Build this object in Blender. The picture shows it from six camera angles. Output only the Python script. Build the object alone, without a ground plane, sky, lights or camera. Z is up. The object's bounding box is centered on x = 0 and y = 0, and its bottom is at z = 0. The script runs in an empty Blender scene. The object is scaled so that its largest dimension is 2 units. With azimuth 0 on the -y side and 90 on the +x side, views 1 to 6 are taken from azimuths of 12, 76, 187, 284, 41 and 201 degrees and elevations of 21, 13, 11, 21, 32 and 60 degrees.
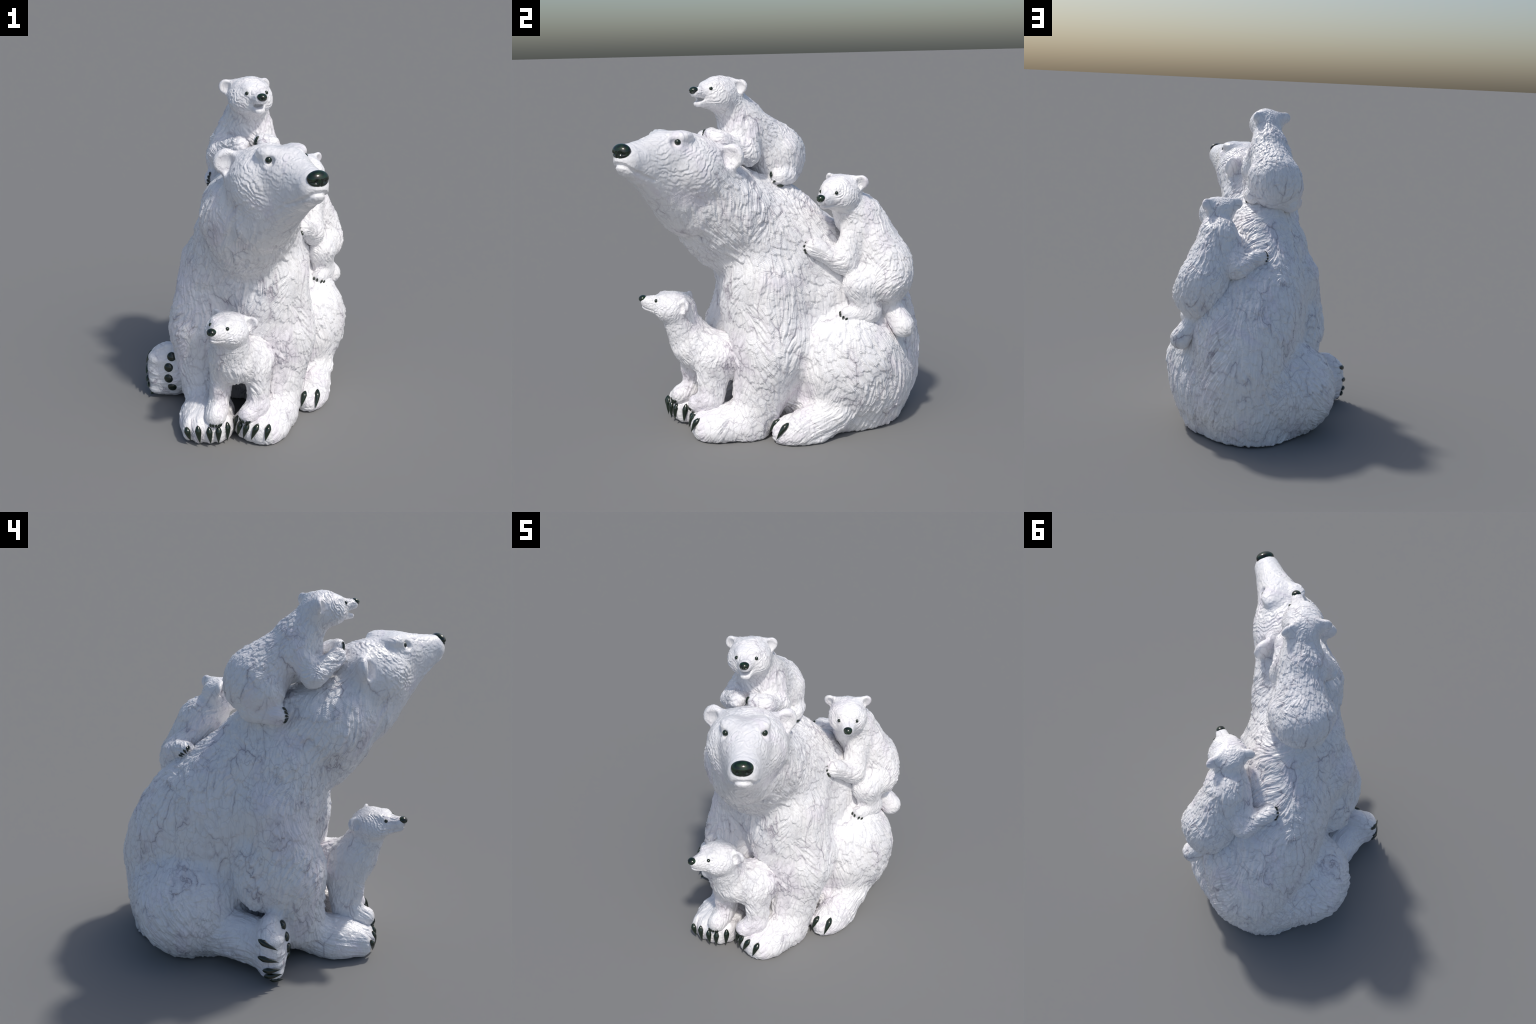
# Porcelain polar bear group: a sitting mother with three cubs.
# Every bear is described as a set of rounded primitives blended into one smooth
# surface; the surface is meshed, combed with fur relief and split into named parts.
import bpy, math
import numpy as np
from mathutils import Vector, Matrix

F = np.float32
Z = np.array([0.0, 0.0, 1.0])


def vec(*a):
    return np.array(a, dtype=float)


def unit(v):
    v = np.asarray(v, float)
    return v / np.linalg.norm(v)


# ------------------------------------------------------------------ noise
def hash3(ix, iy, iz, seed):
    h = (ix.astype(np.int64) * 374761393 + iy.astype(np.int64) * 668265263 + iz.astype(np.int64) * 2147483647 + seed * 1274126177) & 0xFFFFFFFF
    h = ((h ^ (h >> 13)) * 1274126177) & 0xFFFFFFFF
    h = ((h ^ (h >> 16)) * 2246822519) & 0xFFFFFFFF
    return ((h ^ (h >> 15)) & 0xFFFFFF).astype(F) / F(0xFFFFFF)


def noise3(p, seed=0):
    """value noise, -1..1"""
    i = np.floor(p)
    f = (p - i).astype(F)
    f = f * f * (3 - 2 * f)
    i = i.astype(np.int32)
    x, y, z = i[:, 0], i[:, 1], i[:, 2]
    out = 0
    for dx in (0, 1):
        wx = f[:, 0] if dx else 1 - f[:, 0]
        for dy in (0, 1):
            wy = f[:, 1] if dy else 1 - f[:, 1]
            for dz in (0, 1):
                wz = f[:, 2] if dz else 1 - f[:, 2]
                out = out + hash3(x + dx, y + dy, z + dz, seed) * (wx * wy * wz)
    return out * 2 - 1


# ------------------------------------------------------------------ primitives
class Prim:
    def __init__(self, label, flow, fur, k, sub=False):
        self.label, self.k, self.fur, self.sub = label, k, fur, sub
        self.fine = 1.0 if label in ("head",) else 0.0
        self.flow = None if flow is None else unit(flow)


class Ball(Prim):
    """ellipsoid; rows of axes are its local directions"""
    def __init__(self, label, c, r, axes=None, flow=(0, 0, -1), fur=1.0, k=0.05, sub=False):
        super().__init__(label, flow, fur, k, sub)
        self.c = np.asarray(c, float)
        self.r = np.full(3, float(r)) if np.isscalar(r) else np.asarray(r, float)
        self.axes = np.eye(3) if axes is None else np.asarray(axes, float)
        self.mid, self.bound = self.c, self.r.max()

    def dist(self, p):
        q = ((p - self.c.astype(F)) @ self.axes.T.astype(F))
        k0 = np.sqrt(((q / self.r.astype(F)) ** 2).sum(1))
        k1 = np.sqrt(((q / (self.r ** 2).astype(F)) ** 2).sum(1))
        return k0 * (k0 - 1) / np.maximum(k1, 1e-6)


class Limb(Prim):
    """tapered capsule from a to b; flat = (direction, factor) squashes its section"""
    def __init__(self, label, a, b, ra, rb, flat=None, flow=None, fur=1.0, k=0.05, sub=False):
        a, b = np.asarray(a, float), np.asarray(b, float)
        super().__init__(label, (b - a) if flow is None else flow, fur, k, sub)
        self.a, self.b, self.ra, self.rb, self.flat = a, b, ra, rb, flat
        self.mid = (a + b) / 2
        self.bound = np.linalg.norm(b - a) / 2 + max(ra, rb) * (1.0 if flat is None else max(1.0, flat[1]))

    def dist(self, p):
        ab = (self.b - self.a).astype(F)
        q = p - self.a.astype(F)
        t = np.clip(q @ ab / (ab @ ab), 0, 1)
        o = q - t[:, None] * ab
        s = 1.0
        if self.flat is not None:
            n = unit(self.flat[0]).astype(F)
            w = o @ n
            o = o + np.outer(w / F(self.flat[1]) - w, n)
            s = min(1.0, self.flat[1])
        r = self.ra + t * (self.rb - self.ra)
        return (np.sqrt((o ** 2).sum(1)) - r) * s


class Trunk(Prim):
    """upright loft: rows of (z, x_min, x_max, y_min, y_max), super-elliptic sections"""
    def __init__(self, label, rows, n=2.3, flow=(0, 0.12, -1), fur=1.0, k=0.06, top=0.1):
        super().__init__(label, flow, fur, k)
        rows = np.array(rows, float)
        zz = np.linspace(rows[0, 0], rows[-1, 0], 200)
        # monotone smooth resampling: cosine-free moving average of the linear profile
        cols = [np.interp(zz, rows[:, 0], rows[:, i]) for i in range(1, 5)]
        ker = np.hanning(31); ker /= ker.sum()
        cols = [np.convolve(np.pad(c, 15, mode="edge"), ker, "valid") for c in cols]
        self.z, self.cols, self.n = zz, cols, n
        self.mid = vec((cols[0].min() + cols[1].max()) / 2, (cols[2].min() + cols[3].max()) / 2, (zz[0] + zz[-1]) / 2)
        self.bound = 3.0

    def dist(self, p):
        x0, x1, y0, y1 = [np.interp(p[:, 2], self.z, c).astype(F) for c in self.cols]
        u = (p[:, 0] - (x0 + x1) / 2) / ((x1 - x0) / 2)
        v = (p[:, 1] - (y0 + y1) / 2) / ((y1 - y0) / 2)
        k0 = (np.abs(u) ** self.n + np.abs(v) ** self.n) ** F(1 / self.n)
        d = (k0 - 1) * np.minimum(x1 - x0, y1 - y0) / 2 * 0.9
        over = p[:, 2] - F(self.z[-1])
        return np.maximum(d, over)


def underside(p):
    """height of the flat underside: it lifts a little under the rump"""
    return np.clip((p[:, 1] - F(0.3)) * F(0.012), 0, 0.006).astype(F)


class Bear:
    def __init__(self):
        self.prims = []
        self.floor = False

    def add(self, *prims):
        self.prims += prims

    def field(self, p, want=False):
        p = p.astype(F)
        d = np.full(len(p), 9.0, F)
        n = len(self.prims)
        best = np.full(len(p), 9.0, F); lab = np.zeros(len(p), np.int32)
        if want:
            flow = np.zeros((len(p), 3), F); fur = np.zeros(len(p), F); fine = np.zeros(len(p), F); wsum = np.full(len(p), 1e-9, F)
        for i, q in enumerate(self.prims):
            far = np.sqrt(((p - q.mid.astype(F)) ** 2).sum(1)) - F(q.bound)
            near = far < q.k + 0.05
            if not near.any():
                if not q.sub:
                    d = np.minimum(d, far)
                continue
            e = far.copy()
            e[near] = q.dist(p[near])
            k = F(q.k)
            if q.sub:
                h = np.clip(0.5 - 0.5 * (d + e) / k, 0, 1)
                d = np.where(near, d * (1 - h) - e * h + k * h * (1 - h), d)
                continue
            h = np.clip(0.5 + 0.5 * (d - e) / k, 0, 1)
            d = d * (1 - h) + e * h - k * h * (1 - h)
            if want:
                m = e < best
                best[m] = e[m]; lab[m] = i
                w = np.exp(-np.clip(e, -0.03, 1) / F(0.025))
                w = np.minimum(w, 4)
                flow += w[:, None] * q.flow.astype(F); fur += w * F(q.fur); fine += w * F(q.fine); wsum += w
        if self.floor:
            # flat underside with a softly rounded rim
            e = underside(p) - p[:, 2]
            k = F(0.016)
            h = np.clip(0.5 - 0.5 * (d - e) / k, 0, 1)
            d = d * (1 - h) + e * h + k * h * (1 - h)
        if want:
            return d, lab, flow / wsum[:, None], fur / wsum, fine / wsum
        return d

    def box(self):
        lo = np.min([q.mid - q.bound for q in self.prims if q.bound < 2.5 and not q.sub], 0)
        hi = np.max([q.mid + q.bound for q in self.prims if q.bound < 2.5 and not q.sub], 0)
        for q in self.prims:
            if isinstance(q, Trunk):
                lo = np.minimum(lo, [q.cols[0].min(), q.cols[2].min(), q.z[0]])
                hi = np.maximum(hi, [q.cols[1].max(), q.cols[3].max(), q.z[-1]])
        if self.floor:
            lo[2] = 0
        return lo - 0.03, hi + 0.03

    def gradient(self, p):
        e = F(0.0012)
        g = 0
        for s in ((1, 1, 1), (1, -1, -1), (-1, 1, -1), (-1, -1, 1)):
            s = np.array(s, F)
            g = g + self.field(p + s * e)[:, None] * s
        return g / np.maximum(np.linalg.norm(g, axis=1, keepdims=True), 1e-9), np.linalg.norm(g, axis=1) / (4 * e)

    def slide(self, p, n, limit=0.01):
        """move along n onto the surface (secant step)"""
        d0 = self.field(p)
        s0 = np.clip(d0, -limit, limit)
        d1 = self.field(p - n * s0[:, None])
        den = d0 - d1
        k = np.where(np.abs(den) > 1e-6, d0 / np.where(np.abs(den) > 1e-6, den, 1), 1.0)
        return p - n * (s0 * np.clip(k, 0.5, 3))[:, None]

    def settle(self, p, rounds=2, limit=0.02):
        for _ in range(rounds):
            g, s = self.gradient(p)
            step = np.clip(self.field(p) / np.maximum(s, 0.3), -limit, limit)
            p = p - g * step[:, None]
        return p


# ------------------------------------------------------------------ meshing
def surface_nets(bear, h):
    lo, hi = bear.box()
    n = np.ceil((hi - lo) / h).astype(int) + 1
    ax = [lo[i] + h * np.arange(n[i]) for i in range(3)]
    # coarse pass first, fine samples only in blocks near the surface
    B = 4
    nb = (n + B - 1) // B
    cx = np.stack(np.meshgrid(*[lo[i] + h * (B * np.arange(nb[i]) + (B - 1) / 2) for i in range(3)], indexing="ij"), -1).reshape(-1, 3)
    coarse = bear.field(cx).reshape(nb)
    g = np.repeat(np.repeat(np.repeat(coarse, B, 0), B, 1), B, 2)[:n[0], :n[1], :n[2]].copy()
    fine = np.argwhere(np.abs(g) < h * B * 1.5)
    g[tuple(fine.T)] = bear.field(lo + h * fine)
    s = g < 0
    c = [s[a:n[0] - 1 + a, b:n[1] - 1 + b, d:n[2] - 1 + d] for a in (0, 1) for b in (0, 1) for d in (0, 1)]
    tot = sum(x.astype(np.int8) for x in c)
    act = (tot > 0) & (tot < 8)
    idx = np.full(act.shape, -1, np.int64)
    cells = np.argwhere(act)
    idx[act] = np.arange(len(cells))
    pos = np.zeros((len(cells), 3)); cnt = np.zeros(len(cells))
    corners = np.array([(a, b, d) for a in (0, 1) for b in (0, 1) for d in (0, 1)])
    for i in range(8):
        for j in range(i + 1, 8):
            if np.abs(corners[i] - corners[j]).sum() != 1:
                continue
            a, b = cells + corners[i], cells + corners[j]
            va, vb = g[a[:, 0], a[:, 1], a[:, 2]], g[b[:, 0], b[:, 1], b[:, 2]]
            m = (va < 0) != (vb < 0)
            t = va[m] / (va[m] - vb[m])
            pos[m] += a[m] + (b[m] - a[m]) * t[:, None]
            cnt[m] += 1
    pos = lo + h * pos / cnt[:, None]
    quads = []
    for axis in range(3):
        u, v = (axis + 1) % 3, (axis + 2) % 3
        sl0 = [slice(None)] * 3; sl1 = [slice(None)] * 3
        sl0[axis] = slice(0, -1); sl1[axis] = slice(1, None)
        s0, s1 = s[tuple(sl0)], s[tuple(sl1)]
        e = np.argwhere(s0 != s1)
        ok = (e[:, u] > 0) & (e[:, v] > 0) & (e[:, u] < n[u] - 1) & (e[:, v] < n[v] - 1)
        e = e[ok]
        inside0 = s0[e[:, 0], e[:, 1], e[:, 2]]
        du, dv = np.eye(3, dtype=int)[u], np.eye(3, dtype=int)[v]
        q = [idx[tuple((e - o).T)] for o in (du + dv, dv, 0 * du, du)]
        q = np.stack(q, 1)
        q[~inside0] = q[~inside0][:, ::-1]
        quads.append(q)
    return pos, np.concatenate(quads)


def subdivide(v, q):
    n = len(v)
    e = np.stack([q, np.roll(q, -1, 1)], 2).reshape(-1, 2)
    key = np.sort(e, 1)
    key = key[:, 0] * n + key[:, 1]
    u, inv = np.unique(key, return_inverse=True)
    mid = (v[u // n] + v[u % n]) / 2
    cen = v[q].mean(1)
    ei = n + inv.reshape(-1, 4)
    ci = n + len(u) + np.arange(len(q))
    out = [np.stack([q[:, i], ei[:, i], ci, ei[:, i - 1]], 1) for i in range(4)]
    return np.concatenate([v, mid, cen]), np.concatenate(out)


def relax(v, q, times=1):
    n = len(v)
    for _ in range(times):
        s = np.zeros_like(v); c = np.zeros(n)
        for i in range(4):
            for j in (1, 3):
                np.add.at(s, q[:, i], v[q[:, (i + j) % 4]]); np.add.at(c, q[:, i], 1)
        v = 0.5 * v + 0.5 * s / np.maximum(c, 1)[:, None]
    return v


def vertex_normals(v, q):
    fn = np.cross(v[q[:, 2]] - v[q[:, 0]], v[q[:, 3]] - v[q[:, 1]])
    out = np.zeros_like(v)
    for a in range(3):
        out[:, a] = sum(np.bincount(q[:, i], fn[:, a], len(v)) for i in range(4))
    return out / np.maximum(np.linalg.norm(out, axis=1, keepdims=True), 1e-12)


# ------------------------------------------------------------------ fur relief
def comb(v, nrm, flow, size, height, seed, strand=0.006, shape=(1.3, 0.66)):
    """shingled tufts plus fine strands, both running along the flow"""
    jit = np.stack([noise3(v / (size * 3.2), seed + i) for i in range(3)], 1) * 0.85
    d = flow + jit
    d = d - nrm * (d * nrm).sum(1, keepdims=True)
    d /= np.maximum(np.linalg.norm(d, axis=1, keepdims=True), 1e-6)
    t = np.cross(nrm, d)
    v32, d32, t32, n32 = v.astype(F), d.astype(F), t.astype(F), nrm.astype(F)
    warp = np.stack([noise3(v / (size * 0.8), seed + 10 + i) for i in range(3)], 1) * size * 0.22
    w32 = (v + warp).astype(F)
    cell = np.floor(w32 / size).astype(np.int32)
    L0, W0 = F(size * shape[0]), F(size * shape[1])
    lic = 0; coarse = 0; tot = 0
    for s in np.linspace(-1, 1, 9):
        w = 1 - 0.6 * abs(s)
        lic = lic + w * noise3((v32 + d32 * F(s * size * 0.8)) / F(strand), seed + 50)
        coarse = coarse + w * noise3((v32 + d32 * F(s * size * 0.9)) / F(strand * 2.6), seed + 51)
        tot += w
    lic, coarse = lic / tot, coarse / tot
    lic, coarse = lic / lic.std(), coarse / coarse.std()
    tuft = np.zeros(len(v), F)
    jag = (coarse * 0.05 + lic * 0.035).astype(F)
    for a in (-1, 0, 1):
        for b in (-1, 0, 1):
            for c in (-1, 0, 1):
                k = cell + np.array([a, b, c], np.int32)
                r = [hash3(k[:, 0], k[:, 1], k[:, 2], seed + 30 + i) for i in range(4)]
                o = w32 - (k + np.stack(r[:3], 1)) * F(size)
                grow = 0.75 + 0.55 * r[3]
                s = (o * d32).sum(1) / (L0 * grow)
                w = (o * t32).sum(1) / (W0 * grow)
                dn = np.abs((o * n32).sum(1)) / F(size)
                tip = np.clip((0.88 - 0.55 * w * w - s + jag) / 0.30, 0, 1)
                hgt = np.clip((s + 1) / 1.85, 0, 1) * np.clip(1 - w * w, 0, 1) ** 0.45 * tip * np.clip(1.5 - dn, 0, 1) * (0.55 + 0.45 * r[3])
                tuft = np.maximum(tuft, hgt)
    amp = 0.75 + 0.35 * noise3(v / 0.16, seed + 70)
    lump = noise3(v / (size * 2.4), seed + 80)
    disp = (tuft - 0.45) * height * amp + lic * height * 0.07 + coarse * height * 0.09 + lump * height * 0.3
    return disp.astype(F)


# ------------------------------------------------------------------ materials
def nodes_of(name):
    m = bpy.data.materials.new(name)
    m.use_nodes = True
    nt = m.node_tree
    return m, nt, nt.nodes["Principled BSDF"]


def porcelain():
    m, nt, b = nodes_of("veined_white_porcelain")
    N, Lk = nt.nodes.new, nt.links.new
    tc = N("ShaderNodeTexCoord")

    def mapped(scale):
        mp = N("ShaderNodeMapping"); mp.inputs["Scale"].default_value = scale
        Lk(tc.outputs["Object"], mp.inputs["Vector"])
        return mp.outputs["Vector"]

    def noise(v, scale, detail=3, dist=0.0):
        n = N("ShaderNodeTexNoise"); n.inputs["Scale"].default_value = scale; n.inputs["Detail"].default_value = detail
        n.inputs["Distortion"].default_value = dist
        Lk(v, n.inputs["Vector"])
        return n

    def math_(op, a, c):
        x = N("ShaderNodeMath"); x.operation = op
        for i, s in enumerate((a, c)):
            if isinstance(s, (int, float)):
                x.inputs[i].default_value = s
            else:
                Lk(s, x.inputs[i])
        return x.outputs[0]

    def ramp(s, *stops):
        r = N("ShaderNodeValToRGB")
        e = r.color_ramp.elements
        while len(e) < len(stops):
            e.new(0.5)
        for k, (p, c) in zip(e, stops):
            k.position = p; k.color = (*c, 1) if len(c) == 3 else c
        Lk(s, r.inputs[0])
        return r.outputs[0]

    base = mapped((1, 1, 0.62))
    warp = noise(base, 7.0, 4)
    mix = N("ShaderNodeMix"); mix.data_type = "VECTOR"; mix.inputs[0].default_value = 0.16
    Lk(base, mix.inputs[4]); Lk(warp.outputs["Color"], mix.inputs[5])
    wv = mix.outputs[1]

    def crack(scale, width, soft):
        vo = N("ShaderNodeTexVoronoi"); vo.feature = "DISTANCE_TO_EDGE"; vo.inputs["Scale"].default_value = scale
        Lk(wv, vo.inputs["Vector"])
        return ramp(vo.outputs["Distance"], (0.0, (1, 1, 1)), (width, (0.35,) * 3), (soft, (0, 0, 0)))

    g = lambda v: (v, v, v)
    m1 = ramp(noise(base, 3.0, 2).outputs["Fac"], (0.40, g(0)), (0.62, g(1)))
    m2 = ramp(noise(base, 9.0, 2).outputs["Fac"], (0.42, g(0)), (0.66, g(1)))
    # faces are glazed cleaner: fewer cracks near the four heads
    clear = None
    for c, r0, r1 in (((0.39, -0.68, 1.64), 0.20, 0.36), ((0.11, -0.33, 1.92), 0.09, 0.15), ((0.33, 0.27, 1.36), 0.09, 0.15), ((0.04, -0.63, 0.76), 0.09, 0.15)):
        vm = N("ShaderNodeVectorMath"); vm.operation = "DISTANCE"; vm.inputs[1].default_value = c
        Lk(tc.outputs["Object"], vm.inputs[0])
        mr = N("ShaderNodeMapRange"); mr.inputs[1].default_value = r0; mr.inputs[2].default_value = r1
        mr.inputs[3].default_value = 0.22 if r0 > 0.1 else 0.55; mr.inputs[4].default_value = 1.0
        Lk(vm.outputs["Value"], mr.inputs[0])
        clear = mr.outputs[0] if clear is None else math_("MINIMUM", clear, mr.outputs[0])
    big = math_("MULTIPLY", crack(9.0, 0.024, 0.10), math_("MULTIPLY", m2, clear))
    fine = math_("MULTIPLY", crack(24.0, 0.03, 0.10), math_("MULTIPLY", m1, clear))
    veins = math_("MAXIMUM", math_("MULTIPLY", big, 0.95), math_("MULTIPLY", fine, 0.45))
    tint = ramp(noise(base, 5.0, 4, 1.0).outputs["Fac"], (0.38, (0.895, 0.895, 0.915)), (0.52, (0.925, 0.92, 0.925)), (0.68, (0.885, 0.855, 0.90)))
    cm = N("ShaderNodeMix"); cm.data_type = "RGBA"
    Lk(veins, cm.inputs[0]); Lk(tint, cm.inputs[6])
    cm.inputs[7].default_value = (0.38, 0.35, 0.41, 1)
    Lk(cm.outputs[2], b.inputs["Base Color"])
    b.inputs["Roughness"].default_value = 0.34
    b.inputs["Coat Weight"].default_value = 0.35
    b.inputs["Coat Roughness"].default_value = 0.16
    bump = N("ShaderNodeBump"); bump.inputs["Strength"].default_value = 0.5; bump.inputs["Distance"].default_value = 0.005
    bn = noise(mapped((1, 1, 0.25)), 190.0, 2)
    grooves = math_("MAXIMUM", veins, math_("MULTIPLY", crack(24.0, 0.03, 0.14), math_("MULTIPLY", clear, 0.4)))
    Lk(math_("SUBTRACT", math_("MULTIPLY", bn.outputs["Fac"], 0.35), grooves), bump.inputs["Height"])
    Lk(bump.outputs[0], b.inputs["Normal"])
    return m


def dark_glaze():
    m, nt, b = nodes_of("dark_green_glaze")
    N, Lk = nt.nodes.new, nt.links.new
    tc = N("ShaderNodeTexCoord")
    n = N("ShaderNodeTexNoise"); n.inputs["Scale"].default_value = 45; n.inputs["Detail"].default_value = 4
    Lk(tc.outputs["Object"], n.inputs["Vector"])
    r = N("ShaderNodeValToRGB")
    r.color_ramp.elements[0].position = 0.42; r.color_ramp.elements[0].color = (0.003, 0.006, 0.004, 1)
    r.color_ramp.elements[1].position = 0.72; r.color_ramp.elements[1].color = (0.008, 0.038, 0.010, 1)
    Lk(n.outputs["Fac"], r.inputs[0]); Lk(r.outputs[0], b.inputs["Base Color"])
    b.inputs["Roughness"].default_value = 0.18
    b.inputs["Coat Weight"].default_value = 0.6
    b.inputs["Coat Roughness"].default_value = 0.08
    return m


WHITE, DARK = porcelain(), dark_glaze()

# ------------------------------------------------------------------ object helpers
root = bpy.data.objects.new("polar_bear_figurine", None)
bpy.context.collection.objects.link(root)
root["label"] = "white porcelain polar bear mother with three climbing cubs"
root["category"] = "figurine"


def link(name, mesh, parent, matrix=None):
    o = bpy.data.objects.new(name, mesh)
    bpy.context.collection.objects.link(o)
    o.parent = parent
    if matrix is not None:
        o.matrix_local = matrix
    return o


def mesh_from(name, v, q, mat, normals=None):
    me = bpy.data.meshes.new(name)
    me.from_pydata([], [], [])
    me.vertices.add(len(v)); me.vertices.foreach_set("co", v.astype(F).ravel())
    me.loops.add(q.size); me.loops.foreach_set("vertex_index", q.astype(np.int32).ravel())
    me.polygons.add(len(q))
    me.polygons.foreach_set("loop_start", np.arange(len(q), dtype=np.int32) * q.shape[1])
    me.materials.append(mat)
    me.update(calc_edges=True)
    me.polygons.foreach_set("use_smooth", np.ones(len(q), bool))
    if normals is not None:
        me.normals_split_custom_set_from_vertices(normals.astype(F).tolist())
    me.update()
    return me


def build_bear(bear, prefix, h, size, height, seed, levels=2, strand=0.006):
    v, q = surface_nets(bear, h)
    v = relax(v, q, 2)
    v = bear.settle(v, 3)
    for _ in range(levels):
        v, q = subdivide(v, q)
        v = bear.slide(v, vertex_normals(v, q))
    _, lab, flow, fur, fine = bear.field(v, True)
    nrm = vertex_normals(v, q)
    if height > 0:
        disp = comb(v, nrm, flow, size, height, seed, strand)
        m = fine > 0.02
        ripples = comb(v[m], nrm[m], flow[m], size * 0.62, height * 0.45, seed + 500, strand * 0.9, (0.85, 0.9))
        # rows of short fur in rings round the muzzle
        p = v[m]
        loc = (p - bear.face) @ bear.face_axes.T
        loc[:, 0] = np.abs(loc[:, 0])
        (l0, f0, u0), (l1, f1, u1) = bear.brow
        e = np.array([l1 - l0, f1 - f0, u1 - u0]); o = loc - np.array([l0, f0, u0])
        o = o - np.clip(o @ e / (e @ e), 0, 1)[:, None] * e
        ring = np.linalg.norm(o, axis=1) / (size * 0.55)
        ring = ring + 0.95 * noise3(p / (size * 1.2), seed + 600) + 0.38 * noise3(p / (size * 0.35), seed + 601)
        saw = ring - np.floor(ring)
        saw = np.where(saw < 0.78, saw / 0.78, (1 - saw) / 0.22)
        part = np.clip(0.65 + 0.8 * noise3(p / (size * 1.3), seed + 602), 0.1, 1.2)
        ripples = ripples + (saw - 0.5) * part * height * 0.42 * bear.ripple
        disp[m] += fine[m] * (ripples - disp[m])
        v = v + nrm * (disp * np.clip(fur, 0, 2))[:, None]
    if bear.floor:
        v[:, 2] = np.maximum(v[:, 2], underside(v))
    nrm = vertex_normals(v, q)
    names = sorted(set(p.label for p in bear.prims if not p.sub))
    pl = np.array([names.index(p.label) if not p.sub else 0 for p in bear.prims])
    vl = pl[lab]
    fl = vl[q[:, 0]]
    parts = {}
    for i, nm in enumerate(names):
        m = fl == i
        if not m.any():
            continue
        qq = q[m]
        use, inv = np.unique(qq, return_inverse=True)
        plain = nm.split("|")[0]
        me = mesh_from(prefix + plain, v[use], inv.reshape(-1, 4), WHITE, nrm[use])
        parts[nm] = link(prefix + plain, me, root)
    # ears hang under the head
    for nm, o in parts.items():
        if nm.startswith("ear") and "head" in parts:
            o.parent = parts["head"]
    return parts


def claw_mesh():
    """unit claw: root at origin, pointing along +y, curving down to -z; width about 0.3"""
    n, m = 14, 12
    v = []; q = []
    for i in range(n + 1):
        t = i / n
        r = 0.185 * (min(1, (t / 0.28)) ** 0.5 if t < 0.28 else 1 - ((t - 0.28) / 0.72) ** 1.35)
        r = max(r, 0.004)
        zc = 0.06 * math.sin(math.pi * t) + 0.02
        for j in range(m):
            a = 2 * math.pi * j / m
            v.append((r * math.cos(a), t, zc + r * 0.85 * math.sin(a)))
    for i in range(n):
        for j in range(m):
            a, b = i * m + j, i * m + (j + 1) % m
            q.append((a, a + m, b + m, b)[::-1])
    me = bpy.data.meshes.new("claw")
    me.from_pydata(v, [], q + [tuple(range(m)), tuple(reversed(range(n * m, n * m + m)))])
    me.materials.append(DARK)
    for p in me.polygons:
        p.use_smooth = True
    me.update()
    return me


CLAW = claw_mesh()


def ball_mesh(name, mat, nu=24, nv=14):
    v = [(math.sin(math.pi * i / nv) * math.cos(2 * math.pi * j / nu), math.sin(math.pi * i / nv) * math.sin(2 * math.pi * j / nu), math.cos(math.pi * i / nv)) for i in range(nv + 1) for j in range(nu)]
    q = [(i * nu + j, (i + 1) * nu + j, (i + 1) * nu + (j + 1) % nu, i * nu + (j + 1) % nu) for i in range(nv) for j in range(nu)]
    me = bpy.data.meshes.new(name)
    me.from_pydata(v, [], q)
    me.materials.append(mat)
    for p in me.polygons:
        p.use_smooth = True
    me.update()
    return me


EYE = ball_mesh("eye", DARK)
PAD = ball_mesh("toe_pad", DARK)


def frame(pos, y, up, scale):
    y = unit(y)
    x = unit(np.cross(y, up))
    z = np.cross(x, y)
    s = np.broadcast_to(scale, 3)
    m = np.eye(4)
    m[:3, 0], m[:3, 1], m[:3, 2], m[:3, 3] = x * s[0], y * s[1], z * s[2], pos
    return Matrix(m.tolist())


def snap(bear, p):
    return bear.settle(np.array([p], float), 8, 0.03)[0]


def put_claws(bear, parent, pairs, width, lift=0.0, length=0.0):
    """claws lie along the surface from a towards b"""
    for a, b in pairs:
        a, b = snap(bear, a), snap(bear, b)
        n, _ = bear.gradient(np.array([a])); n = n[0]
        if length:
            d = b - a
            d = unit(d - n * (d @ n))
            b = snap(bear, a + d * length)
        n2, _ = bear.gradient(np.array([b])); n2 = n2[0]
        b = b + n2 * (width * 0.3 + lift)
        a = a + n * lift
        if bear.floor:
            b[2], a[2] = max(b[2], 0.014), max(a[2], 0.03)
        ln = np.linalg.norm(b - a)
        link("claw", CLAW, parent, frame(a, b - a, n, (width / 0.37, ln, width / 0.37)))


def put_eye(parent, p, r):
    link("eye", EYE, parent, Matrix.Translation(Vector(p)) @ Matrix.Scale(r, 4))


# ------------------------------------------------------------------ heads
class Head:
    """local frame of a head: l = bear's left, f = forward, u = up; origin between the eyes"""
    def __init__(self, origin, left, pitch):
        self.o = np.asarray(origin, float)
        l = unit([left[0], left[1], left[2] if len(left) > 2 else 0])
        f = unit(np.cross(Z, l) * -1)
        f = f * math.cos(pitch) + Z * math.sin(pitch)
        f = unit(f - l * (f @ l))
        self.l, self.f, self.u = l, f, np.cross(f, l)
        self.axes = np.stack([self.l, self.f, self.u])

    def at(self, l, f, u):
        return self.o + l * self.l + f * self.f + u * self.u

    def dir(self, l, f, u):
        return l * self.l + f * self.f + u * self.u


def mouth_line(bear, h, pts, r, k):
    """a groove along points given in the head's frame, laid onto the surface"""
    paths = [[snap(bear, h.at(p[0] * s, *p[1:])) for p in pts] for s in (-1, 1)]
    for path in paths:
        for p, q in zip(path, path[1:]):
            bear.add(Limb("head", p, q, r, r, k=k, sub=True))


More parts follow.
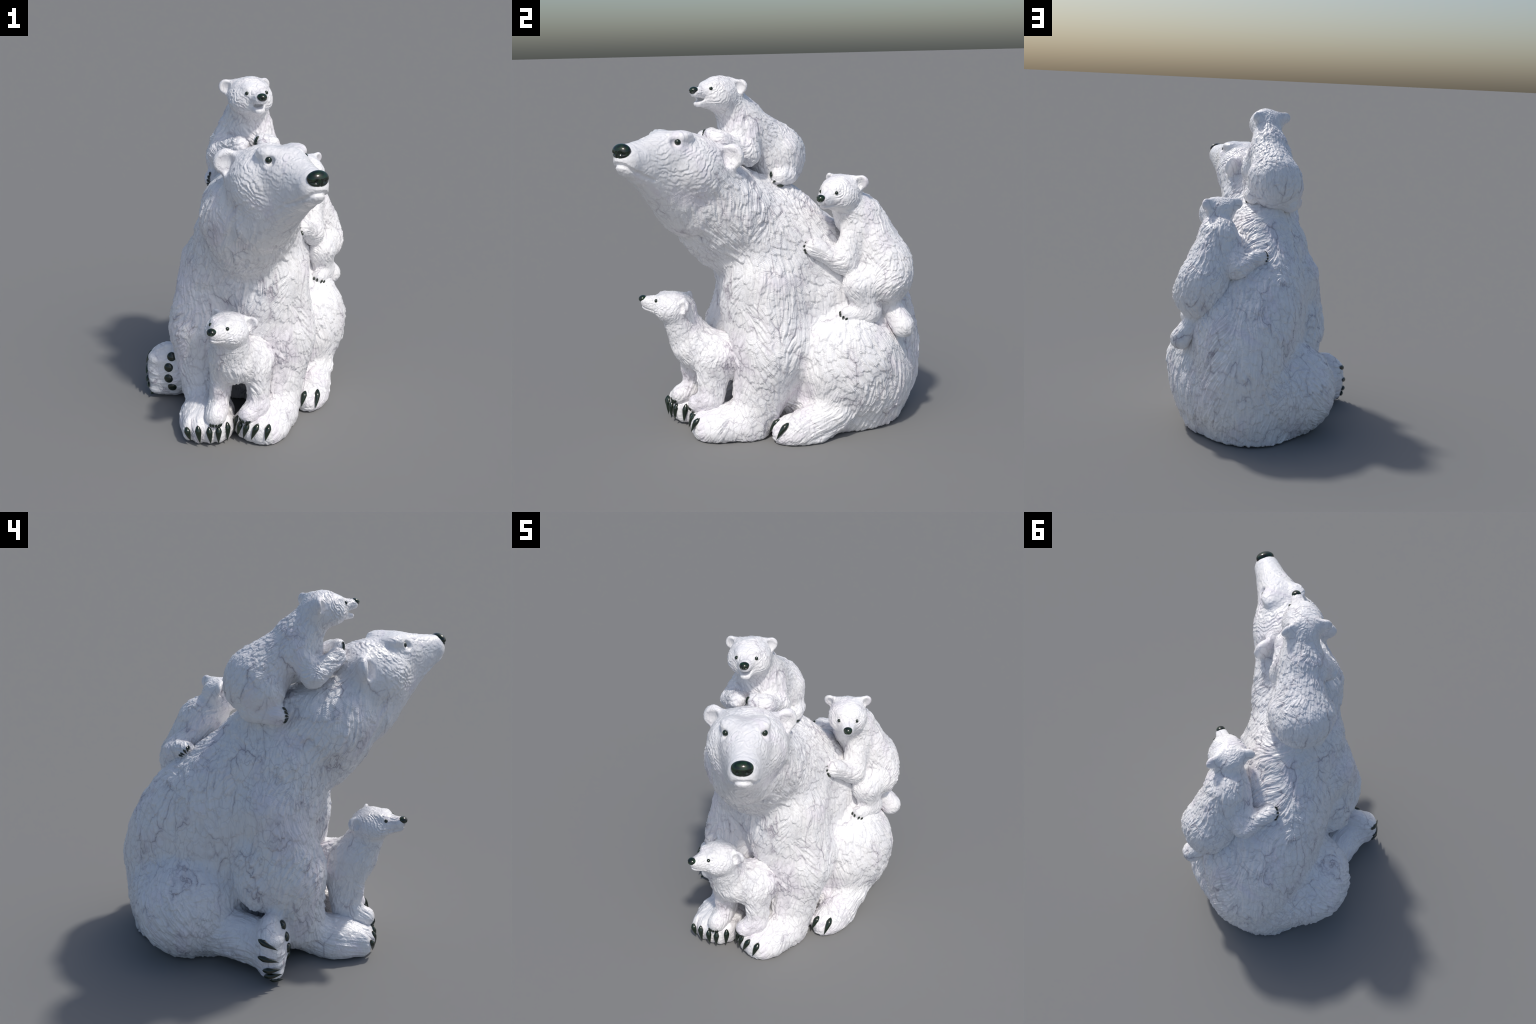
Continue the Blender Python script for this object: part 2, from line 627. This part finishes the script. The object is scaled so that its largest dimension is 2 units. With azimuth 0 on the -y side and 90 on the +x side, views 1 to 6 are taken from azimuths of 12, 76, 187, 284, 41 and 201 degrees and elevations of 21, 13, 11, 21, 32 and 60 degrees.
def mother_head(bear, h):
    A, a = h.at, h.axes
    bear.face, bear.face_axes, bear.brow, bear.ripple = h.o, a, ((0.07, -0.01, 0.01), (0.02, 0.17, 0.02)), 1.0
    back = h.dir(0, -0.75, -0.5)
    side = lambda s: h.dir(0.35 * s, -0.6, -0.7)
    add = bear.add
    add(Ball("head", A(-0.004, -0.16, -0.132), (0.183, 0.185, 0.158), a, back, 0.9, 0.08))
    for s in (-1, 1):
        add(Ball("head", A(0.094 * s - 0.005, -0.13, -0.17), (0.098, 0.15, 0.13), a, side(s), 1.0, 0.06))
        add(Ball("head", A(0.08 * s, -0.055, 0.022), (0.048, 0.055, 0.029), a, back, 0.35, 0.05))
    add(Ball("head", A(0, 0.0, -0.11), (0.125, 0.15, 0.15), a, back, 0.5, 0.06))
    # muzzle and throat
    add(Limb("head", A(0, 0.03, -0.06), A(0, 0.249, -0.062), 0.100, 0.070, (h.l, 1.02), back, 0.4, 0.05))
    add(Limb("head", A(0, 0.03, -0.12), A(0, 0.250, -0.090), 0.105, 0.068, (h.l, 0.95), back, 0.4, 0.04))
    add(Limb("neck", A(0, 0.160, -0.14), A(-0.025, -0.16, -0.35), 0.072, 0.160, None, h.dir(0, -0.5, -0.9), 0.5, 0.06))
    for s in (-1, 1):
        # ear: a flattened bud growing outwards from the skull, hollow in front
        w, d = (0.0, -0.012) if s > 0 else (-0.020, 0.010)
        e0, e1 = A((0.140 + w) * s, -0.26, -0.115 + d), A((0.198 + w) * s, -0.300, -0.088 + d)
        front = unit(h.dir(0.45 * s, 1, 0.1))
        lab = "ear|" + "ab"[s > 0]
        add(Limb(lab, e0, e1, 0.078, 0.066, (front, 0.5), h.dir(0.3 * s, 0, -1), 0.3, 0.035))
        add(Ball(lab, A((0.206 + w) * s, -0.266, -0.094 + d), (0.046, 0.027, 0.048), np.stack([unit(np.cross(front, Z)), front, Z]), k=0.022, sub=True))
        # eye socket
        add(Ball("head", A(0.105 * s, 0.026, -0.002), (0.025, 0.022, 0.021), a, k=0.02, sub=True))
    # mouth line
    pts = [(0, 0.345, -0.087), (0.022, 0.345, -0.088), (0.045, 0.33, -0.095), (0.062, 0.295, -0.118), (0.074, 0.26, -0.142), (0.085, 0.22, -0.165), (0.095, 0.17, -0.182)]
    mouth_line(bear, h, pts, 0.0085, 0.010)


def cub_head(bear, h, open_mouth=0.0, crown=0.0):
    A, a = h.at, h.axes
    bear.face, bear.face_axes, bear.brow, bear.ripple = h.o, a, ((0.035, -0.005, 0.01), (0.01, 0.06, 0.0)), 1.7
    back = h.dir(0, -0.8, -0.4)
    add = bear.add
    add(Ball("head", A(0, -0.09, -0.024 + crown / 2), (0.105, 0.115, 0.084 + crown / 2), a, back, 0.9, 0.04))
    for s in (-1, 1):
        add(Ball("head", A(0.05 * s, -0.065, -0.055), (0.055, 0.075, 0.05), a, h.dir(0.3 * s, -0.7, -0.5), 0.9, 0.035))
        add(Ball("head", A(0.036 * s, -0.026, 0.018), (0.026, 0.03, 0.018), a, back, 0.3, 0.02))
    add(Limb("head", A(0, -0.02, -0.022), A(0, 0.076, -0.018), 0.046, 0.028, (h.l, 1.15), back, 0.2, 0.03))
    if open_mouth:
        add(Limb("head", A(0, -0.02, -0.06), A(0, 0.064, -0.075), 0.038, 0.018, (h.l, 1.5), back, 0.2, 0.025))
        add(Limb("head", A(0, 0.035, -0.053), A(0, 0.11, -0.054), 0.009, 0.012, (h.l, 2.2), k=0.012, sub=True))
    else:
        add(Limb("head", A(0, -0.02, -0.055), A(0, 0.066, -0.050), 0.044, 0.024, (h.l, 1.15), back, 0.2, 0.025))
        pts = [(0, 0.097, -0.044), (0.012, 0.094, -0.046), (0.022, 0.084, -0.050), (0.030, 0.065, -0.056), (0.038, 0.045, -0.060), (0.045, 0.025, -0.060)]
        mouth_line(bear, h, pts, 0.0042, 0.006)
    for s in (-1, 1):
        e0, e1 = A(0.072 * s, -0.148, 0.000 + crown), A(0.104 * s, -0.160, 0.008 + crown)
        front = unit(h.dir(0.35 * s, 1, 0.0))
        lab = "ear|" + "ab"[s > 0]
        add(Limb(lab, e0, e1, 0.047, 0.037, (front, 0.5), h.dir(0.3 * s, 0, -1), 0.1, 0.022))
        add(Ball(lab, A(0.108 * s, -0.142, 0.004 + crown), (0.024, 0.015, 0.029), np.stack([unit(np.cross(front, h.u)), front, h.u]), k=0.012, sub=True))


def nose(parent, h, c, r, name):
    b = Bear()
    a = h.axes
    b.add(Ball("nose", h.at(*c), r, a, k=0.01),
          Ball("nose", h.at(c[0], c[1] - r[1] * 0.35, c[2] + r[2] * 0.25), (r[0] * 1.02, r[1] * 0.85, r[2] * 0.82), a, k=r[0] * 0.4))
    for s in (-1, 1):
        b.add(Ball("nose", h.at(c[0] + s * r[0] * 0.46, c[1] + r[1] * 0.92, c[2] - r[2] * 0.08), (r[0] * 0.20, r[1] * 0.38, r[2] * 0.26), a, k=r[0] * 0.18, sub=True))
        b.add(Limb("nose", h.at(c[0] + s * r[0] * 0.62, c[1] + r[1] * 0.80, c[2] - r[2] * 0.22), h.at(c[0] + s * r[0] * 1.0, c[1] + r[1] * 0.25, c[2] - r[2] * 0.12), r[0] * 0.10, r[0] * 0.06, k=r[0] * 0.12, sub=True))
    b.add(Limb("nose", h.at(c[0], c[1] + r[1] * 1.06, c[2] + r[2] * 0.1), h.at(c[0], c[1] + r[1] * 0.75, c[2] - r[2]), r[0] * 0.06, r[0] * 0.06, k=r[0] * 0.12, sub=True))
    v, q = surface_nets(b, r[0] / 8)
    v = b.settle(relax(v, q, 1), 2)
    v, q = subdivide(v, q)
    v = b.settle(v, 1)
    link(name, mesh_from("nose", v, q, DARK, vertex_normals(v, q)), parent)


# ================================================================== MOTHER
mother = Bear()
mother.floor = True
MH = Head((0.345, -0.63, 1.692), (0.775, 0.632), 0.0)
dn = vec(0, 0.1, -1)
mother.add(
    Trunk("torso", [
        (-0.02, -0.335, 0.345, -0.06, 0.81), (0.06, -0.345, 0.365, -0.06, 0.835), (0.15, -0.32, 0.395, -0.08, 0.87), (0.30, -0.28, 0.40, -0.09, 0.893),
        (0.50, -0.295, 0.365, -0.14, 0.885), (0.70, -0.305, 0.34, -0.19, 0.82), (0.85, -0.29, 0.33, -0.22, 0.735),
        (1.00, -0.25, 0.305, -0.22, 0.61), (1.10, -0.21, 0.27, -0.2, 0.47), (1.20, -0.16, 0.24, -0.2, 0.33), (1.34, -0.12, 0.17, -0.2, 0.19), (1.45, -0.08, 0.08, -0.2, 0.05)], n=2.2, flow=dn),
    Ball("torso", (0.175, 0.54, 0.60), (0.195, 0.25, 0.29), flow=dn, k=0.08),
    Ball("torso", (0.125, -0.145, 0.73), (0.195, 0.18, 0.27), flow=(0.05, -0.1, -1), k=0.05),
    Ball("torso", (-0.05, -0.15, 0.93), (0.20, 0.18, 0.20), flow=(-0.1, 0, -1), k=0.08),
    Ball("torso", (0.19, -0.12, 0.90), (0.17, 0.165, 0.20), flow=(0.1, 0, -1), k=0.08),
    # neck
    Ball("neck", (-0.05, -0.13, 1.08), (0.20, 0.20, 0.20), flow=(-0.1, 0.2, -1), k=0.08),
    Limb("neck", (0.05, 0.02, 1.05), (0.10, -0.30, 1.28), 0.25, 0.24, flow=(0.1, 0.25, -1), k=0.10),
    Limb("neck", (0.10, -0.30, 1.28), (0.205, -0.44, 1.47), 0.235, 0.185, (MH.l, 1.12), flow=(0.0, 0.3, -1), k=0.08),
    Limb("neck", (0.17, -0.44, 1.32), (0.07, -0.30, 1.10), 0.17, 0.165, flow=(0.1, 0.2, -1), k=0.07),
)
mother_head(mother, MH)
mother.add(
    # fore legs
    Limb("foreleg|a", (0.18, -0.055, 0.86), (0.225, -0.06, 0.48), 0.20, 0.21, k=0.07, flow=dn),
    Limb("foreleg|a", (0.225, -0.06, 0.48), (0.25, -0.15, 0.17), 0.21, 0.145, k=0.06, flow=dn),
    Ball("foreleg|a", (0.265, 0.035, 0.52), (0.145, 0.13, 0.20), k=0.05, flow=dn),
    Ball("foreleg|a", (0.27, -0.21, 0.05), (0.125, 0.13, 0.13), k=0.05, flow=dn, fur=0.8),
    Ball("foreleg|a", (0.235, -0.345, 0.06), (0.145, 0.19, 0.115), k=0.06, flow=(0, -1, -0.4), fur=0.6),
    Limb("foreleg|b", (-0.165, -0.07, 0.88), (-0.19, -0.145, 0.52), 0.19, 0.20, k=0.07, flow=dn),
    Limb("foreleg|b", (-0.19, -0.145, 0.52), (-0.165, -0.21, 0.18), 0.20, 0.145, k=0.06, flow=dn),
    Ball("foreleg|b", (-0.25, 0.02, 0.56), (0.12, 0.12, 0.17), k=0.05, flow=dn),
    Ball("foreleg|b", (-0.25, 0.00, 0.44), (0.135, 0.12, 0.15), k=0.06, flow=dn),
    Ball("foreleg|b", (-0.105, -0.40, 0.075), (0.155, 0.205, 0.125), k=0.06, flow=(0, -1, -0.4), fur=0.6),
    # left hind leg
    Ball("hindleg|a", (0.345, 0.375, 0.38), (0.222, 0.29, 0.325), k=0.05, flow=dn, fur=1.1),
    Ball("hindleg|a", (0.285, 0.52, 0.27), (0.19, 0.22, 0.28), k=0.08, flow=dn, fur=1.0),
    Limb("hindleg|a", (0.41, 0.24, 0.13), (0.43, 0.05, 0.06), 0.115, 0.095, k=0.045, flow=(0, -1, -0.5), fur=0.95),
    Ball("hindleg|a", (0.425, 0.065, 0.05), (0.105, 0.18, 0.10), k=0.04, flow=(0, -1, -0.5), fur=0.8),
    Ball("hindleg|a", (0.28, 0.39, 0.06), (0.16, 0.29, 0.12), k=0.06, flow=dn, fur=1.0),
    # right hind leg lying outwards, sole to the front
    Ball("hindleg|b", (-0.27, 0.42, 0.26), (0.26, 0.29, 0.29), k=0.07, flow=(-0.2, -0.5, -0.8)),
    Ball("hindleg|b", (-0.16, 0.53, 0.27), (0.22, 0.26, 0.25), k=0.06, flow=dn),
    Limb("hindleg|b", (-0.31, 0.22, 0.16), (-0.38, -0.05, 0.15), 0.135, 0.128, k=0.035, flow=(-0.3, -1, -0.2), fur=0.7),
    Ball("hindleg|b", (-0.42, -0.10, 0.175), (0.145, 0.085, 0.178), k=0.05, flow=(-1, -0.2, -0.2), fur=0.6),
)
# toes: soft rows of knuckles
def toes(bear, label, centres, r, flow=(0, -1, -0.6)):
    for c in centres:
        bear.add(Ball(label, c, r, k=0.03, flow=flow, fur=0.4))

CLAWS_L = [((0.278, -0.487, 0.125), (0.268, -0.538, 0.052)), ((0.222, -0.504, 0.13), (0.191, -0.547, 0.045)),
           ((0.165, -0.50, 0.125), (0.141, -0.537, 0.036)), ((0.12, -0.48, 0.12), (0.107, -0.512, 0.04)), ((0.098, -0.44, 0.12), (0.09, -0.47, 0.045))]
CLAWS_R = [((-0.165, -0.59, 0.105), (-0.136, -0.625, 0.029)), ((-0.10, -0.60, 0.125), (-0.085, -0.63, 0.022)),
           ((-0.040, -0.59, 0.12), (-0.024, -0.625, 0.022)), ((0.012, -0.57, 0.12), (0.018, -0.595, 0.03)), ((0.035, -0.52, 0.12), (0.046, -0.55, 0.026))]
CLAWS_HL = [((0.410, -0.065, 0.125), (0.402, -0.113, 0.048)), ((0.472, -0.025, 0.12), (0.456, -0.078, 0.043))]
CLAWS_HR = [((-0.52, -0.076, 0.262), (-0.53, -0.15, 0.238)), ((-0.53, -0.082, 0.18), (-0.545, -0.171, 0.160)), ((-0.53, -0.096, 0.110), (-0.545, -0.185, 0.110)),
            ((-0.525, -0.104, 0.058), (-0.535, -0.195, 0.069)), ((-0.52, -0.11, 0.017), (-0.52, -0.195, 0.032))]
toes(mother, "foreleg|a", [(a[0], a[1] + 0.035, 0.07) for a, b in CLAWS_L], (0.034, 0.06, 0.07))
toes(mother, "foreleg|b", [(a[0], a[1] + 0.035, 0.075) for a, b in CLAWS_R], (0.034, 0.06, 0.075))
toes(mother, "hindleg|a", [(a[0], a[1] + 0.04, 0.06) for a, b in CLAWS_HL], (0.04, 0.06, 0.065))
toes(mother, "hindleg|b", [(-0.48, -0.125, z) for z in (0.25, 0.175, 0.11, 0.055)], (0.07, 0.06, 0.04), (-1, -0.3, 0))

parts = build_bear(mother, "mother_", 0.0142, 0.046, 0.018, 3)
put_claws(mother, parts["foreleg|a"], CLAWS_L, 0.037, 0.004)
put_claws(mother, parts["foreleg|b"], CLAWS_R, 0.037, 0.004)
put_claws(mother, parts["hindleg|a"], CLAWS_HL, 0.037, 0.004)
put_claws(mother, parts["hindleg|b"], CLAWS_HR, 0.036, 0.009)
for p in ((-0.397, -0.19, 0.300), (-0.406, -0.19, 0.228), (-0.404, -0.19, 0.157), (-0.384, -0.19, 0.097)):
    s = snap(mother, p)
    n, _ = mother.gradient(np.array([s]))
    link("toe_pad", PAD, parts["hindleg|b"], frame(s, n[0], Z, (0.028, 0.016, 0.028)))
for s in (-1, 1):
    put_eye(parts["head"], MH.at(0.097 * s, 0.002, -0.002), 0.0168)
nose(parts["head"], MH, (0, 0.303, -0.028), (0.050, 0.031, 0.037), "mother_nose")

# ================================================================== CUBS
# --- cub riding on the neck
top = Bear()
TH = Head((0.127, -0.363, 1.938), (0.835, 0.55), 0.0)
top.add(
    Ball("torso", (-0.045, 0.06, 1.53), (0.165, 0.165, 0.17), flow=(0, 0.5, -1), k=0.06),
    Limb("torso", (-0.03, 0.03, 1.58), (0.04, -0.15, 1.74), 0.155, 0.115, flow=(0, 0.7, -0.7), k=0.06),
    Ball("torso", (0.05, -0.19, 1.66), (0.12, 0.10, 0.14), k=0.05),
    Limb("neck", (0.035, -0.16, 1.77), (0.085, -0.27, 1.90), 0.11, 0.088, flow=(0, 0.5, -0.8), k=0.05),
)
cub_head(top, TH, 1.0)
top.add(
    Limb("foreleg|a", (0.105, -0.14, 1.70), (0.15, -0.15, 1.585), 0.07, 0.062, k=0.03),
    Limb("foreleg|a", (0.15, -0.15, 1.585), (0.195, -0.30, 1.665), 0.060, 0.046, k=0.03),
    Limb("foreleg|a", (0.195, -0.30, 1.665), (0.165, -0.35, 1.69), 0.046, 0.044, k=0.03, fur=0.4),
    Limb("foreleg|b", (-0.05, -0.17, 1.70), (-0.08, -0.265, 1.59), 0.07, 0.058, k=0.03),
    Limb("foreleg|b", (-0.08, -0.265, 1.59), (0.05, -0.37, 1.665), 0.060, 0.048, k=0.03),
    Ball("hindleg|a", (0.072, 0.075, 1.555), (0.066, 0.085, 0.105), k=0.012),
    Limb("hindleg|a", (0.09, 0.09, 1.445), (0.115, 0.04, 1.44), 0.052, 0.050, k=0.03, fur=0.4),
    Ball("hindleg|b", (-0.14, 0.0, 1.50), (0.085, 0.125, 0.10), k=0.04),
    Limb("hindleg|b", (-0.14, 0.06, 1.40), (-0.155, -0.09, 1.395), 0.055, 0.055, k=0.03, fur=0.4),
)
# --- cub climbing the left flank
flank = Bear()
SH = Head((0.340, 0.258, 1.377), (0.80, 0.60), -0.22)
flank.add(
    Ball("torso", (0.32, 0.588, 0.89), (0.155, 0.155, 0.18), flow=(0.1, 0.2, -1), k=0.06),
    Limb("torso", (0.30, 0.562, 0.98), (0.245, 0.465, 1.22), 0.16, 0.122, flow=(0.1, 0.3, -1), k=0.06),
    Limb("neck", (0.26, 0.42, 1.22), (0.285, 0.35, 1.34), 0.105, 0.085, flow=(0, 0.4, -1), k=0.05),
)
cub_head(flank, SH)
flank.add(
    Limb("foreleg|a", (0.31, 0.415, 1.15), (0.345, 0.335, 0.985), 0.073, 0.066, k=0.03),
    Limb("foreleg|a", (0.345, 0.335, 0.985), (0.30, 0.175, 1.065), 0.065, 0.052, k=0.03),
    Limb("foreleg|b", (0.17, 0.47, 1.17), (0.10, 0.58, 1.06), 0.075, 0.065, k=0.03),
    Limb("foreleg|b", (0.10, 0.58, 1.06), (-0.015, 0.475, 1.115), 0.062, 0.05, k=0.03),
    Limb("hindleg|a", (0.385, 0.55, 0.87), (0.39, 0.41, 0.86), 0.12, 0.083, k=0.04),
    Limb("hindleg|a", (0.39, 0.41, 0.85), (0.395, 0.46, 0.71), 0.085, 0.07, k=0.03),
    Limb("hindleg|a", (0.405, 0.46, 0.70), (0.395, 0.345, 0.695), 0.06, 0.045, k=0.03, fur=0.4),
    Limb("hindleg|b", (0.36, 0.61, 0.70), (0.428, 0.655, 0.607), 0.062, 0.064, k=0.03, fur=0.5),
)
# --- cub standing in front
front = Bear()
BH = Head((0.034, -0.660, 0.777), (0.973, -0.23), 0.10)
front.add(
    Limb("torso", (0.135, -0.30, 0.43), (0.07, -0.455, 0.48), 0.13, 0.128, flow=(0, 0.3, -1), k=0.05),
    Limb("neck", (0.05, -0.497, 0.535), (0.065, -0.57, 0.71), 0.118, 0.09, flow=(0, 0.4, -1), k=0.05),
)
cub_head(front, BH, 0.0, -0.016)
front.add(
    Limb("foreleg|a", (0.18, -0.39, 0.43), (0.197, -0.41, 0.21), 0.072, 0.058, (( 0, 1, 0), 1.3), k=0.04),
    Limb("foreleg|a", (0.195, -0.43, 0.20), (0.155, -0.485, 0.175), 0.060, 0.052, k=0.03, fur=0.4),
    Limb("foreleg|b", (0.0, -0.435, 0.44), (-0.02, -0.455, 0.20), 0.070, 0.052, ((0, 1, 0), 1.65), k=0.04),
    Limb("foreleg|b", (-0.015, -0.50, 0.19), (-0.012, -0.555, 0.17), 0.060, 0.057, k=0.03, fur=0.4),
)


def finish_cub(bear, h, seed, claws):
    parts = build_bear(bear, "cub_", 0.011, 0.028, 0.0118, seed, 2, 0.0042)
    for s in (-1, 1):
        put_eye(parts["head"], snap(bear, h.at(0.0475 * s, 0.01, 0.0)) - 0.001 * h.f, 0.0103)
    nose(parts["head"], h, (0, 0.094, -0.006), (0.0235, 0.021, 0.0185), "cub_nose")
    for key, pairs in claws.items():
        put_claws(bear, parts[key], pairs, 0.0135, 0.004, 0.036)


def claw_row(first, last, drop, n):
    """n claws spaced from first to last, each reaching along drop"""
    first, last, drop = np.array(first), np.array(last), np.array(drop) * 1.5
    return [(first + (last - first) * i / (n - 1), first + (last - first) * i / (n - 1) + drop) for i in range(n)]


finish_cub(top, TH, 101, {
    "foreleg|a": claw_row((0.152, -0.385, 1.730), (0.148, -0.395, 1.690), (-0.016, -0.012, -0.012), 4),
    "hindleg|a": claw_row((0.108, 0.01, 1.468), (0.142, 0.05, 1.405), (0.004, -0.02, -0.012), 5),
    "hindleg|b": claw_row((-0.18, -0.135, 1.45), (-0.19, -0.135, 1.355), (0, -0.026, -0.004), 5)})
finish_cub(flank, SH, 202, {
    "foreleg|a": claw_row((0.285, 0.145, 1.115), (0.325, 0.13, 1.045), (-0.008, -0.02, -0.006), 5),
    "foreleg|b": claw_row((-0.045, 0.44, 1.16), (-0.06, 0.50, 1.10), (-0.02, -0.014, -0.008), 5),
    "hindleg|a": claw_row((0.375, 0.31, 0.71), (0.435, 0.325, 0.69), (-0.003, -0.016, -0.022), 4)})
finish_cub(front, BH, 303, {
    "foreleg|a": claw_row((0.115, -0.52, 0.165), (0.185, -0.54, 0.155), (-0.004, -0.02, -0.028), 4),
    "foreleg|b": claw_row((-0.03, -0.615, 0.155), (0.045, -0.605, 0.155), (0, -0.01, -0.03), 5)})
